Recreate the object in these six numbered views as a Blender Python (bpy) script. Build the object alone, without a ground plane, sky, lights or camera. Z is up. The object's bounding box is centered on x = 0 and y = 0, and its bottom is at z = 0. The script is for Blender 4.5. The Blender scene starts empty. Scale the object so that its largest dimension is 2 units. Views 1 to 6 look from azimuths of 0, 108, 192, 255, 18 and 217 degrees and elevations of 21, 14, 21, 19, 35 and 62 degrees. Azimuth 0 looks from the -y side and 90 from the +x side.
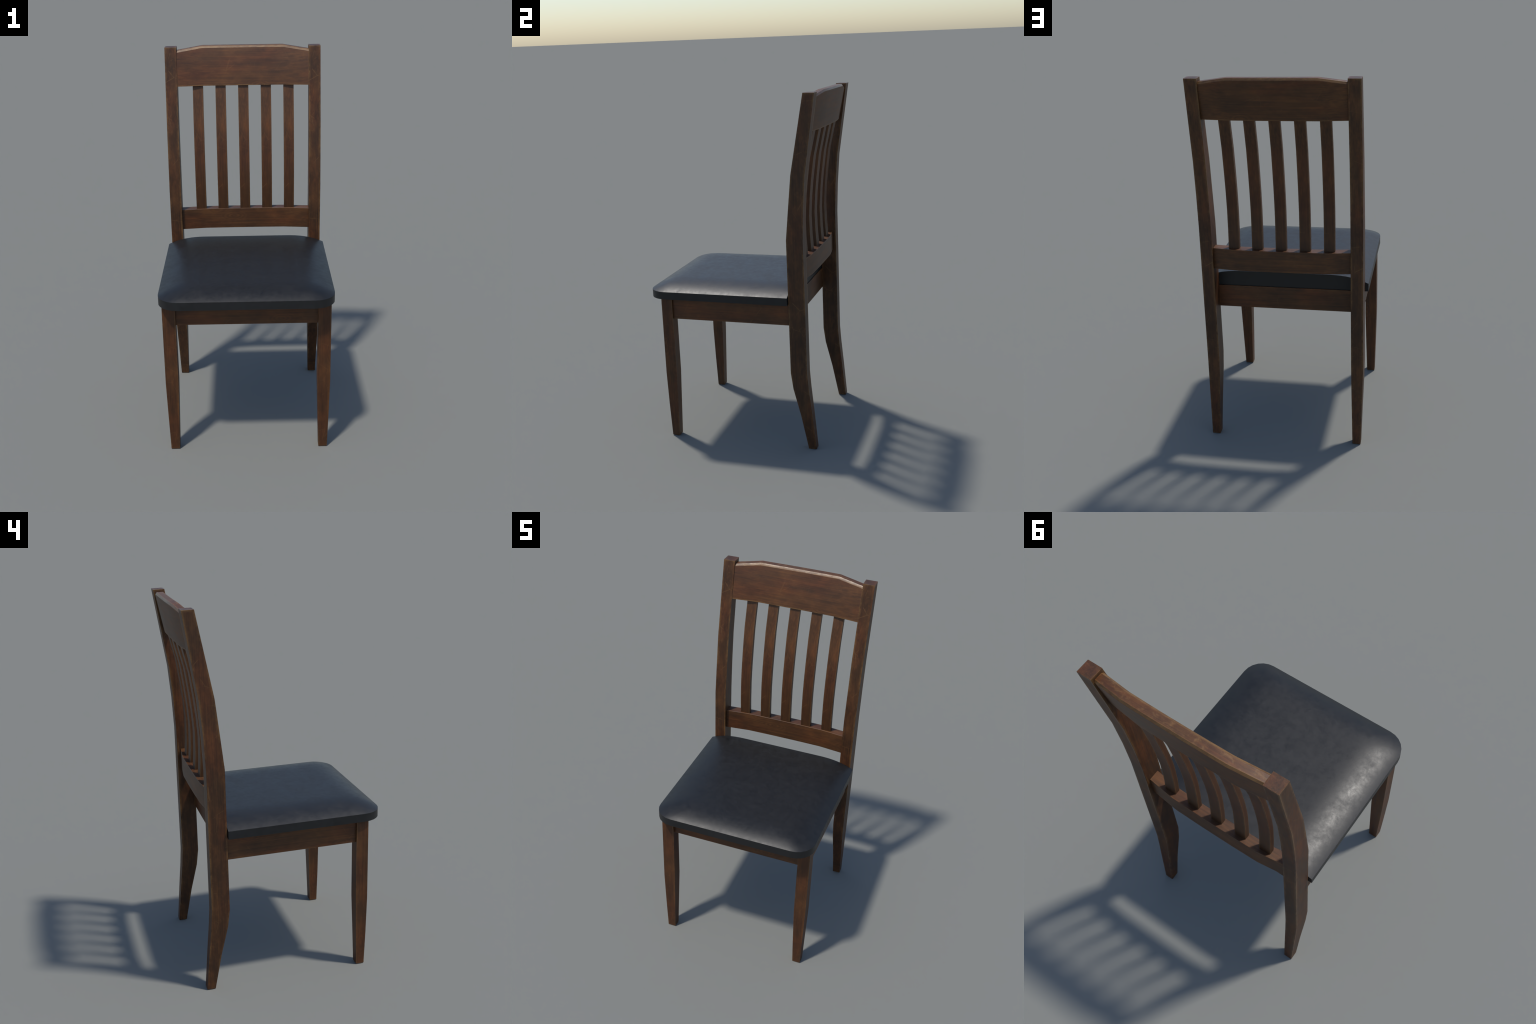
"""Dining chair: dark stained wood frame with a slatted back and a black leatherette seat pad."""
import bpy, bmesh, math

# ------------------------------------------------------------------ node helpers
def nn(nt, kind, **kw):
    n = nt.nodes.new(kind)
    for k, v in kw.items():
        if k.startswith("i_"):
            n.inputs[k[2:].replace("_", " ")].default_value = v
        else:
            setattr(n, k, v)
    return n


def link(nt, a, b):
    nt.links.new(a, b)


def mth(nt, op, a, b=None, c=None, clamp=False):
    n = nt.nodes.new("ShaderNodeMath")
    n.operation = op
    n.use_clamp = clamp
    for i, v in enumerate((a, b, c)):
        if v is None:
            continue
        if isinstance(v, (int, float)):
            n.inputs[i].default_value = v
        else:
            nt.links.new(v, n.inputs[i])
    return n.outputs[0]


def smooth(nt, val, lo, hi, a=0.0, b=1.0):
    n = nt.nodes.new("ShaderNodeMapRange")
    n.interpolation_type = "SMOOTHSTEP"
    n.inputs["From Min"].default_value = lo
    n.inputs["From Max"].default_value = hi
    n.inputs["To Min"].default_value = a
    n.inputs["To Max"].default_value = b
    nt.links.new(val, n.inputs["Value"])
    return n.outputs["Result"]


def mix(nt, fac, a, b, mode="MIX"):
    n = nt.nodes.new("ShaderNodeMix")
    n.data_type = "RGBA"
    n.blend_type = mode
    n.clamp_factor = True
    for sock, v in ((n.inputs[0], fac), (n.inputs[6], a), (n.inputs[7], b)):
        if isinstance(v, (int, float)):
            sock.default_value = v
        elif isinstance(v, tuple):
            sock.default_value = (*v, 1.0)
        else:
            nt.links.new(v, sock)
    return n.outputs[2]


def noise(nt, vec, scale, detail=4.0, rough=0.55, dist=0.0):
    n = nn(nt, "ShaderNodeTexNoise")
    n.inputs["Scale"].default_value = scale
    n.inputs["Detail"].default_value = detail
    n.inputs["Roughness"].default_value = rough
    n.inputs["Distortion"].default_value = dist
    nt.links.new(vec, n.inputs["Vector"])
    return n.outputs["Fac"]


def mapped(nt, vec, scale=(1, 1, 1), rot=(0, 0, 0), loc=(0, 0, 0)):
    n = nn(nt, "ShaderNodeMapping")
    n.inputs["Scale"].default_value = scale
    n.inputs["Rotation"].default_value = rot
    n.inputs["Location"].default_value = loc
    nt.links.new(vec, n.inputs["Vector"])
    return n.outputs["Vector"]


# ------------------------------------------------------------------ materials
WOOD_DEEP = (0.0395, 0.0166, 0.0062)
WOOD_MID = (0.082, 0.0316, 0.0096)
WOOD_WARM = (0.135, 0.0508, 0.0128)
WOOD_WORN = (0.205, 0.1060, 0.0360)


def wood_material(name, axis, wear=1.0, tone=1.0, scratch=1.0, offset=(0, 0, 0),
                  wear_width=0.014, gate=0.47, top_wear=1.0, baked_shade=None, chamfer=False, mottle=0.45):
    """Stained wood whose grain runs along one object axis, worn pale at the edges."""
    m = bpy.data.materials.new(name)
    m.use_nodes = True
    nt = m.node_tree
    bsdf = nt.nodes["Principled BSDF"]
    tc = nn(nt, "ShaderNodeTexCoord")
    base = mapped(nt, tc.outputs["Object"], loc=offset)

    def along(k_along, k_across):
        s = [k_across] * 3
        s[axis] = k_along
        return tuple(s)

    # fine streaks, broad streaks, stain blotches
    fine = noise(nt, mapped(nt, base, along(3, 155)), 1.0, 3.0, 0.6, 0.25)
    broad = noise(nt, mapped(nt, base, along(2.0, 42), loc=(3, 1, 7)), 1.0, 4.0, 0.6, 0.5)
    blotch = noise(nt, mapped(nt, base, along(5.5, 10), loc=(1, 9, 4)), 1.0, 3.0, 0.55, 0.4)

    # knots: rings around sparse cell centres, fading away from them
    vor = nn(nt, "ShaderNodeTexVoronoi")
    vor.inputs["Scale"].default_value = 1.0
    vor.inputs["Randomness"].default_value = 1.0
    warp = noise(nt, mapped(nt, base, along(6, 14)), 1.0, 2.0)
    kv = mapped(nt, base, along(3.6, 8.0), loc=(0.3, 0.15, 0.4))
    link(nt, kv, vor.inputs["Vector"])
    kd = mth(nt, "ADD", vor.outputs["Distance"], mth(nt, "MULTIPLY", warp, 0.22))
    rings = mth(nt, "SINE", mth(nt, "MULTIPLY", kd, 75.0))
    kmask = smooth(nt, kd, 0.20, 0.48, 1.0, 0.0)
    knot = mth(nt, "MULTIPLY", mth(nt, "MULTIPLY", rings, 0.5), kmask)

    # figure = sum of all of them around 0.5
    fig = mth(nt, "ADD", mth(nt, "MULTIPLY", fine, 0.44), mth(nt, "MULTIPLY", broad, 0.30))
    fig = mth(nt, "ADD", fig, mth(nt, "MULTIPLY", blotch, 0.48))
    fig = mth(nt, "ADD", fig, mth(nt, "MULTIPLY", knot, 0.10))
    ramp = nn(nt, "ShaderNodeValToRGB")
    els = ramp.color_ramp.elements
    els[0].position, els[0].color = 0.42, (*[c * tone for c in WOOD_DEEP], 1)
    els[1].position, els[1].color = 0.82, (*[c * tone for c in WOOD_WARM], 1)
    e = els.new(0.61)
    e.color = (*[c * tone for c in WOOD_MID], 1)
    link(nt, fig, ramp.inputs["Fac"])
    col = ramp.outputs["Color"]

    # small isotropic mottling from handling
    mott = noise(nt, mapped(nt, base, along(14, 30), loc=(7, 3, 2)), 1.0, 5.0, 0.68, 0.2)
    mk = smooth(nt, mott, 0.40, 0.66)
    col = mix(nt, mottle, col, mix(nt, mk, mix(nt, 1.0, col, (0.70, 0.70, 0.70), "MULTIPLY"),
                                   mix(nt, 1.0, col, (1.14, 1.15, 1.18), "MULTIPLY")))

    # redder and yellower drifts in the stain
    drift = noise(nt, mapped(nt, base, along(3, 9), loc=(5, 5, 5)), 1.0, 2.0)
    col = mix(nt, smooth(nt, drift, 0.42, 0.66), col, mix(nt, 1.0, col, (1.12, 0.93, 0.85), "MULTIPLY"))

    # edge wear from a bevel-rounded normal against the true one
    geo = nn(nt, "ShaderNodeNewGeometry")
    bev = nn(nt, "ShaderNodeBevel", samples=6)
    bev.inputs["Radius"].default_value = wear_width
    dot = nn(nt, "ShaderNodeVectorMath", operation="DOT_PRODUCT")
    link(nt, bev.outputs["Normal"], dot.inputs[0])
    link(nt, geo.outputs["Normal"], dot.inputs[1])
    edge = mth(nt, "SUBTRACT", 1.0, dot.outputs["Value"], clamp=True)
    e1 = smooth(nt, edge, 0.004, 0.20)
    patch = noise(nt, mapped(nt, base, along(4.0, 9), loc=(8, 2, 6)), 1.0, 4.0, 0.65, 0.3)
    chip = noise(nt, mapped(nt, base, along(30, 75)), 1.0, 5.0, 0.75)
    pm = smooth(nt, mth(nt, "ADD", mth(nt, "MULTIPLY", patch, 0.65), mth(nt, "MULTIPLY", chip, 0.45)), gate, gate + 0.17)
    e2 = smooth(nt, mth(nt, "ADD", edge, mth(nt, "MULTIPLY", mth(nt, "SUBTRACT", chip, 0.5), 0.10)), 0.008, 0.14)
    rub = mth(nt, "MULTIPLY", mth(nt, "MULTIPLY", e2, pm), 0.85 * wear)

    # broad rubbed haze on the faces
    haze = noise(nt, mapped(nt, base, along(3.2, 14), loc=(2, 7, 1)), 1.0, 5.0, 0.7, 0.5)
    rub = mth(nt, "ADD", rub, smooth(nt, haze, 0.56, 0.80, 0.0, 0.17 * wear))

    # hairline scuffs slanting across the grain, thickest near the worn edges
    near = smooth(nt, edge, 0.0005, 0.06, 0.25, 1.0)
    for k, ang in enumerate((0.65, -0.9)):
        hv = mapped(nt, mapped(nt, base, rot=(ang, ang, ang), loc=(k, 2, 5)), along(14, 170))
        hair = smooth(nt, noise(nt, hv, 1.0, 2.0, 0.6), 0.63, 0.74)
        rub = mth(nt, "ADD", rub, mth(nt, "MULTIPLY", mth(nt, "MULTIPLY", hair, near), 0.30 * wear))

    # scratches: hair-thin cell borders, kept only here and there
    scr_total = None
    for k, (rot, sc, loc) in enumerate((((0.5, 0.3, 0.6), 6.0, (1, 2, 3)),
                                        ((1.1, 0.8, 0.2), 8.0, (6, 4, 2)))):
        v = nn(nt, "ShaderNodeTexVoronoi", feature="DISTANCE_TO_EDGE")
        v.inputs["Scale"].default_value = sc
        link(nt, mapped(nt, base, (1, 1, 1), rot, loc), v.inputs["Vector"])
        line = smooth(nt, v.outputs["Distance"], 0.002, 0.009, 1.0, 0.0)
        gate = smooth(nt, noise(nt, mapped(nt, base, loc=(4 + k, 3, 8)), 13.0, 2.0), 0.54, 0.64)
        sct = mth(nt, "MULTIPLY", line, gate)
        scr_total = sct if scr_total is None else mth(nt, "MAXIMUM", scr_total, sct)
    rub = mth(nt, "ADD", rub, mth(nt, "MULTIPLY", scr_total, 0.42 * scratch), clamp=True)

    # flecks: tiny dents showing bare wood
    fl = nn(nt, "ShaderNodeTexVoronoi")
    fl.inputs["Scale"].default_value = 22.0
    link(nt, base, fl.inputs["Vector"])
    fleck = mth(nt, "MULTIPLY", smooth(nt, fl.outputs["Distance"], 0.05, 0.11, 1.0, 0.0),
                smooth(nt, noise(nt, base, 7.0, 1.0), 0.60, 0.66))
    rub = mth(nt, "ADD", rub, mth(nt, "MULTIPLY", fleck, 0.40 * scratch), clamp=True)

    if chamfer:                                 # the arrises along the top are rubbed to bare wood
        cs = nn(nt, "ShaderNodeSeparateXYZ")
        link(nt, geo.outputs["True Normal"], cs.inputs[0])
        up = cs.outputs["Z"]
        slope = mth(nt, "MULTIPLY", smooth(nt, up, 0.32, 0.45), smooth(nt, up, 0.86, 0.93, 1.0, 0.0))
        bare = smooth(nt, mth(nt, "ADD", mth(nt, "MULTIPLY", chip, 0.6), mth(nt, "MULTIPLY", patch, 0.4)), 0.36, 0.62, 0.20, 0.85)
        rub = mth(nt, "MAXIMUM", rub, mth(nt, "MULTIPLY", slope, bare))
        flat = smooth(nt, up, 0.93, 0.97)
        tm = smooth(nt, noise(nt, mapped(nt, base, (22, 34, 34)), 1.0, 5.0, 0.7, 0.4), 0.46, 0.70, 0.0, 0.55)
        rub = mth(nt, "MAXIMUM", rub, mth(nt, "MULTIPLY", flat, tm))
    if top_wear < 1.0:
        sep = nn(nt, "ShaderNodeSeparateXYZ")
        link(nt, geo.outputs["Normal"], sep.inputs[0])
        rub = mth(nt, "MULTIPLY", rub, smooth(nt, sep.outputs["Z"], 0.80, 0.92, 1.0, top_wear))
    if baked_shade:                                    # colour darkened toward the bottom: occlusion and weaker sun baked in
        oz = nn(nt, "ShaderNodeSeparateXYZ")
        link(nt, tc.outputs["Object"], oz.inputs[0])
        k = smooth(nt, oz.outputs["Z"], baked_shade[0], baked_shade[1], 1.0, 0.0)
        col = mix(nt, k, col, mix(nt, 1.0, col, (baked_shade[2], baked_shade[2] * 0.97, baked_shade[2] * 0.92), "MULTIPLY"))
    col = mix(nt, rub, col, tuple(c * tone for c in WOOD_WORN))
    link(nt, col, bsdf.inputs["Base Color"])
    rr = mth(nt, "ADD", 0.38, mth(nt, "MULTIPLY", mth(nt, "ADD", fine, blotch), 0.12))
    rr = mth(nt, "SUBTRACT", rr, mth(nt, "MULTIPLY", mth(nt, "MULTIPLY", e1, chip), 0.26))
    if chamfer:                                 # and polished by hands
        rr = mth(nt, "SUBTRACT", rr, mth(nt, "MULTIPLY", slope, mth(nt, "MULTIPLY", chip, 0.22)))
    link(nt, rr, bsdf.inputs["Roughness"])
    bsdf.inputs["Specular IOR Level"].default_value = 0.40
    bump = nn(nt, "ShaderNodeBump")
    bump.inputs["Strength"].default_value = 0.30
    bump.inputs["Distance"].default_value = 0.002
    hgt = mth(nt, "SUBTRACT", mth(nt, "MULTIPLY", fine, 0.5), mth(nt, "MULTIPLY", rub, 0.6))
    link(nt, hgt, bump.inputs["Height"])
    link(nt, bump.outputs["Normal"], bsdf.inputs["Normal"])
    return m


def leather_material():
    m = bpy.data.materials.new("black_leatherette")
    m.use_nodes = True
    nt = m.node_tree
    bsdf = nt.nodes["Principled BSDF"]
    tc = nn(nt, "ShaderNodeTexCoord")
    base = tc.outputs["Object"]
    cloud = noise(nt, base, 11.0, 6.0, 0.66, 0.4)
    spots = noise(nt, mapped(nt, base, loc=(3, 5, 1)), 30.0, 6.0, 0.72, 0.3)
    f = mth(nt, "ADD", mth(nt, "MULTIPLY", cloud, 0.40), mth(nt, "MULTIPLY", spots, 0.60))
    ramp = nn(nt, "ShaderNodeValToRGB")
    els = ramp.color_ramp.elements
    els[0].position, els[0].color = 0.36, (0.0092, 0.0092, 0.0096, 1)
    els[1].position, els[1].color = 0.66, (0.0138, 0.0138, 0.0144, 1)
    link(nt, f, ramp.inputs["Fac"])
    link(nt, ramp.outputs["Color"], bsdf.inputs["Base Color"])
    rough = mth(nt, "ADD", 0.435, mth(nt, "MULTIPLY", mth(nt, "SUBTRACT", f, 0.5), 0.52))
    link(nt, rough, bsdf.inputs["Roughness"])
    grain = noise(nt, base, 95.0, 6.0, 0.7, 0.3)
    bump = nn(nt, "ShaderNodeBump")
    bump.inputs["Strength"].default_value = 0.10
    bump.inputs["Distance"].default_value = 0.0022
    link(nt, mth(nt, "ADD", mth(nt, "MULTIPLY", grain, 0.6), mth(nt, "MULTIPLY", spots, 0.7)), bump.inputs["Height"])
    link(nt, bump.outputs["Normal"], bsdf.inputs["Normal"])
    bsdf.inputs["Specular IOR Level"].default_value = 0.42
    return m


# ------------------------------------------------------------------ geometry helpers
ROOT = bpy.data.objects.new("wooden_chair", None)
ROOT.empty_display_size = 0.2
bpy.context.scene.collection.objects.link(ROOT)
ROOT["label"] = "dark brown slat-back wooden dining chair with black padded seat"
ROOT["category"] = "dining chair"


def mesh_from(bm, name, mat, bevel=0.0, smooth_deg=35.0):
    """Finish a bmesh: tiny edge round, smooth by angle, one material."""
    bmesh.ops.remove_doubles(bm, verts=bm.verts, dist=1e-6)
    bmesh.ops.recalc_face_normals(bm, faces=bm.faces)
    if bevel > 0:
        lim = math.radians(32)
        sharp = [e for e in bm.edges if len(e.link_faces) == 2 and e.calc_face_angle(0) > lim]
        bmesh.ops.bevel(bm, geom=sharp, offset=bevel, segments=1, profile=0.5,
                        affect="EDGES", clamp_overlap=True)
    lim = math.radians(smooth_deg)
    for f in bm.faces:
        f.smooth = True
    for e in bm.edges:
        e.smooth = not (len(e.link_faces) == 2 and e.calc_face_angle(0) > lim)
    me = bpy.data.meshes.new(name)
    bm.to_mesh(me)
    bm.free()
    me.materials.append(mat)
    return me


def place(me, name, loc=(0, 0, 0)):
    ob = bpy.data.objects.new(name, me)
    ob.location = loc
    ob.parent = ROOT
    bpy.context.scene.collection.objects.link(ob)
    return ob


def loft(sections):
    """Closed skin through equal-length rings of points, capped at both ends."""
    bm = bmesh.new()
    rings = [[bm.verts.new(p) for p in s] for s in sections]
    n = len(rings[0])
    for a, b in zip(rings, rings[1:]):
        for i in range(n):
            bm.faces.new((a[i], a[(i + 1) % n], b[(i + 1) % n], b[i]))
    bm.faces.new(list(reversed(rings[0])))
    bm.faces.new(rings[-1])
    return bm


def rect_z(z, x0, x1, y0, y1):
    return [(x0, y0, z), (x1, y0, z), (x1, y1, z), (x0, y1, z)]


EDGE = 0.0008

# materials: grain along z, x, y
W_POST = wood_material("stained_wood_post", 2, wear=1.0, scratch=0.8, tone=0.90, wear_width=0.022,
                       top_wear=0.15, baked_shade=(0.95, 1.55, 0.84), mottle=0.85)
W_LEG = wood_material("stained_wood_leg", 2, wear=0.55, scratch=0.6, tone=0.92, offset=(3, 1, 2), top_wear=0.2)
W_SLAT = wood_material("stained_wood_slat", 2, wear=0.5, scratch=0.4, offset=(1, 4, 2.35), baked_shade=(1.15, 1.62, 0.70), mottle=0.30)
W_CREST = wood_material("stained_wood_crest", 0, wear=1.0, scratch=0.28, tone=1.05, offset=(0.6, 2, 1), gate=0.44, chamfer=True)
W_RAIL = wood_material("stained_wood_rail", 0, wear=0.4, scratch=0.25, offset=(2.2, 3, 5))
W_SIDE = wood_material("stained_wood_side_apron", 1, wear=0.5, scratch=0.4, offset=(1, 1.4, 6))
LEATHER = leather_material()

# ------------------------------------------------------------------ back posts (rear leg + upright in one)
POST_X = 0.3948
# height, front y, back y, half width
POST = [
    (0.000, 0.4170, 0.4625, 0.0222),
    (0.200, 0.3780, 0.4445, 0.0268),
    (0.360, 0.3390, 0.4285, 0.0308),
    (0.455, 0.3270, 0.4215, 0.0323),
    (0.970, 0.3258, 0.4200, 0.0323),
    (1.215, 0.3250, 0.4187, 0.0323),
    (1.390, 0.3425, 0.4255, 0.0323),
    (1.570, 0.3610, 0.4390, 0.0323),
    (1.997, 0.4395, 0.5015, 0.0323),
]
post_mesh = mesh_from(loft([rect_z(z, -h, h, f, b) for z, f, b, h in POST]), "back_post", W_POST, EDGE)
for s in (-1, 1):
    place(post_mesh, "back_post", (s * POST_X, 0, 0))

# ------------------------------------------------------------------ front legs
LEG_X = 0.3942
LEG = [
    (0.000, -0.4200, -0.3755, 0.0230),
    (0.200, -0.4262, -0.3705, 0.0283),
    (0.400, -0.4300, -0.3650, 0.0332),
    (0.857, -0.4300, -0.3650, 0.0334),
]
leg_mesh = mesh_from(loft([rect_z(z, -h, h, f, b) for z, f, b, h in LEG]), "front_leg", W_LEG, EDGE)
for s in (-1, 1):
    place(leg_mesh, "front_leg", (s * LEG_X, 0, 0))

# ------------------------------------------------------------------ aprons under the seat
def box(x0, x1, y0, y1, z0, z1):
    return loft([rect_z(z0, x0, x1, y0, y1), rect_z(z1, x0, x1, y0, y1)])


APRON_Z0, APRON_Z1 = 0.731, 0.857
place(mesh_from(box(-0.366, 0.366, -0.415, -0.388, APRON_Z0, APRON_Z1), "front_apron", W_RAIL, EDGE), "front_apron")
place(mesh_from(box(-0.368, 0.368, 0.302, 0.329, APRON_Z0, APRON_Z1 - 0.0022), "rear_apron", W_RAIL, EDGE), "rear_apron")
side_mesh = mesh_from(box(-0.0135, 0.0135, -0.370, 0.332, APRON_Z0, APRON_Z1), "side_apron", W_SIDE, EDGE)
for s in (-1, 1):
    place(side_mesh, "side_apron", (s * 0.4015, 0, 0))

# ------------------------------------------------------------------ bowed back: crest rail, lower rail, slats
def bow(x):
    """How far the back curves rearward at x (zero at the posts)."""
    pts = [(0.0, 0.0188), (0.080, 0.0188), (0.222, 0.0168), (0.362, 0.0)]
    x = abs(x)
    for (xa, ya), (xb, yb) in zip(pts, pts[1:]):
        if x <= xb:
            return ya + (yb - ya) * (x - xa) / (xb - xa)
    return pts[-1][1] + (pts[-1][1] - pts[-2][1]) / (pts[-1][0] - pts[-2][0]) * (x - pts[-1][0])


STATIONS = (-0.366, -0.222, -0.080, 0.080, 0.222, 0.366)
LEAN = 0.195                       # rearward lean of the crest per metre of height


def crest_section(x):
    top = 2.0 if abs(x) <= 0.2225 else 2.0 - 0.0215 * (abs(x) - 0.222) / 0.14
    z0, b = 1.789, bow(x)
    front = lambda z: 0.4045 + LEAN * (z - z0) + b
    back = lambda z: 0.4555 + LEAN * (z - z0) + b
    return [
        (x, front(z0), z0),
        (x, front(top - 0.0105), top - 0.0105),
        (x, front(top) + 0.0085, top),
        (x, back(top) - 0.0090, top),
        (x, back(top - 0.0110), top - 0.0110),
        (x, back(z0), z0),
    ]


place(mesh_from(loft([crest_section(x) for x in STATIONS]), "crest_rail", W_CREST, 0.0006, 20), "crest_rail")

RAIL_Z0, RAIL_Z1 = 0.978, 1.094


def rail_section(x):
    f, b = 0.3450 + bow(x), 0.3990 + bow(x)
    return [(x, f, RAIL_Z0), (x, f, RAIL_Z1), (x, b, RAIL_Z1), (x, b, RAIL_Z0)]


place(mesh_from(loft([rail_section(x) for x in STATIONS]), "lower_rail", W_RAIL, EDGE), "lower_rail")

# slat profile: height, front y, thickness (for a slat at zero bow)
SLAT = [
    (1.085, 0.3535, 0.0265),
    (1.190, 0.3465, 0.0265),
    (1.300, 0.3445, 0.0265),
    (1.400, 0.3505, 0.0265),
    (1.500, 0.3610, 0.0265),
    (1.635, 0.3795, 0.0260),
    (1.800, 0.4195, 0.0240),
]
slat_mesh = mesh_from(loft([rect_z(z, -0.0285, 0.0285, f, f + t) for z, f, t in SLAT]), "slat", W_SLAT, EDGE)
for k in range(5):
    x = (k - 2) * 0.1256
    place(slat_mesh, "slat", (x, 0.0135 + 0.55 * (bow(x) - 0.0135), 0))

# ------------------------------------------------------------------ seat cushion
SEAT_HALF, SEAT_FRONT, SEAT_REAR = 0.445, -0.509, 0.3235
SEAT_Z0, SEAT_EDGE, SEAT_CROWN = 0.853, 0.8965, 0.0420
ROLL_SIDE, ROLL_FRONT = 0.220, 0.172     # how far the padding takes to level off


def seat_outline(t):
    """Open outline from the rear left corner round the front to the rear right one."""
    w, f = SEAT_HALF - ROLL_SIDE * t, SEAT_FRONT + ROLL_FRONT * t
    r = 0.105 - 0.060 * t
    pts = []
    n_side, n_arc, n_front = 22, 6, 22
    for i in range(n_side):
        pts.append((-w, SEAT_REAR + (f + r - SEAT_REAR) * i / n_side))
    for i in range(n_arc):
        a = 0.5 * math.pi * i / n_arc
        pts.append((-w + r - r * math.cos(a), f + r - r * math.sin(a)))
    for i in range(n_front // 2 + 1):
        pts.append((-w + r + (w - r) * i / (n_front // 2), f))
    return pts + [(-x, y) for x, y in reversed(pts[:-1])]


def seat_bmesh():
    bm = bmesh.new()
    steps = 18
    rings = [[bm.verts.new((x, y, SEAT_Z0)) for x, y in seat_outline(0.0)]]
    for k in range(steps + 1):
        t = (k / steps) ** 1.25
        z = SEAT_EDGE + SEAT_CROWN * (1 - (1 - t) ** 2.5)
        rings.append([bm.verts.new((x, y, z)) for x, y in seat_outline(t)])
    for a, b in zip(rings, rings[1:]):
        for i in range(len(a) - 1):
            bm.faces.new((a[i], a[i + 1], b[i + 1], b[i]))
    bm.faces.new(rings[-1])                      # flat middle of the top
    bm.faces.new(list(reversed(rings[0])))       # underside
    bm.faces.new([r[0] for r in rings] + [r[-1] for r in reversed(rings)])   # straight back face
    return bm


place(mesh_from(seat_bmesh(), "seat_cushion", LEATHER, 0.0, 40), "seat_cushion")
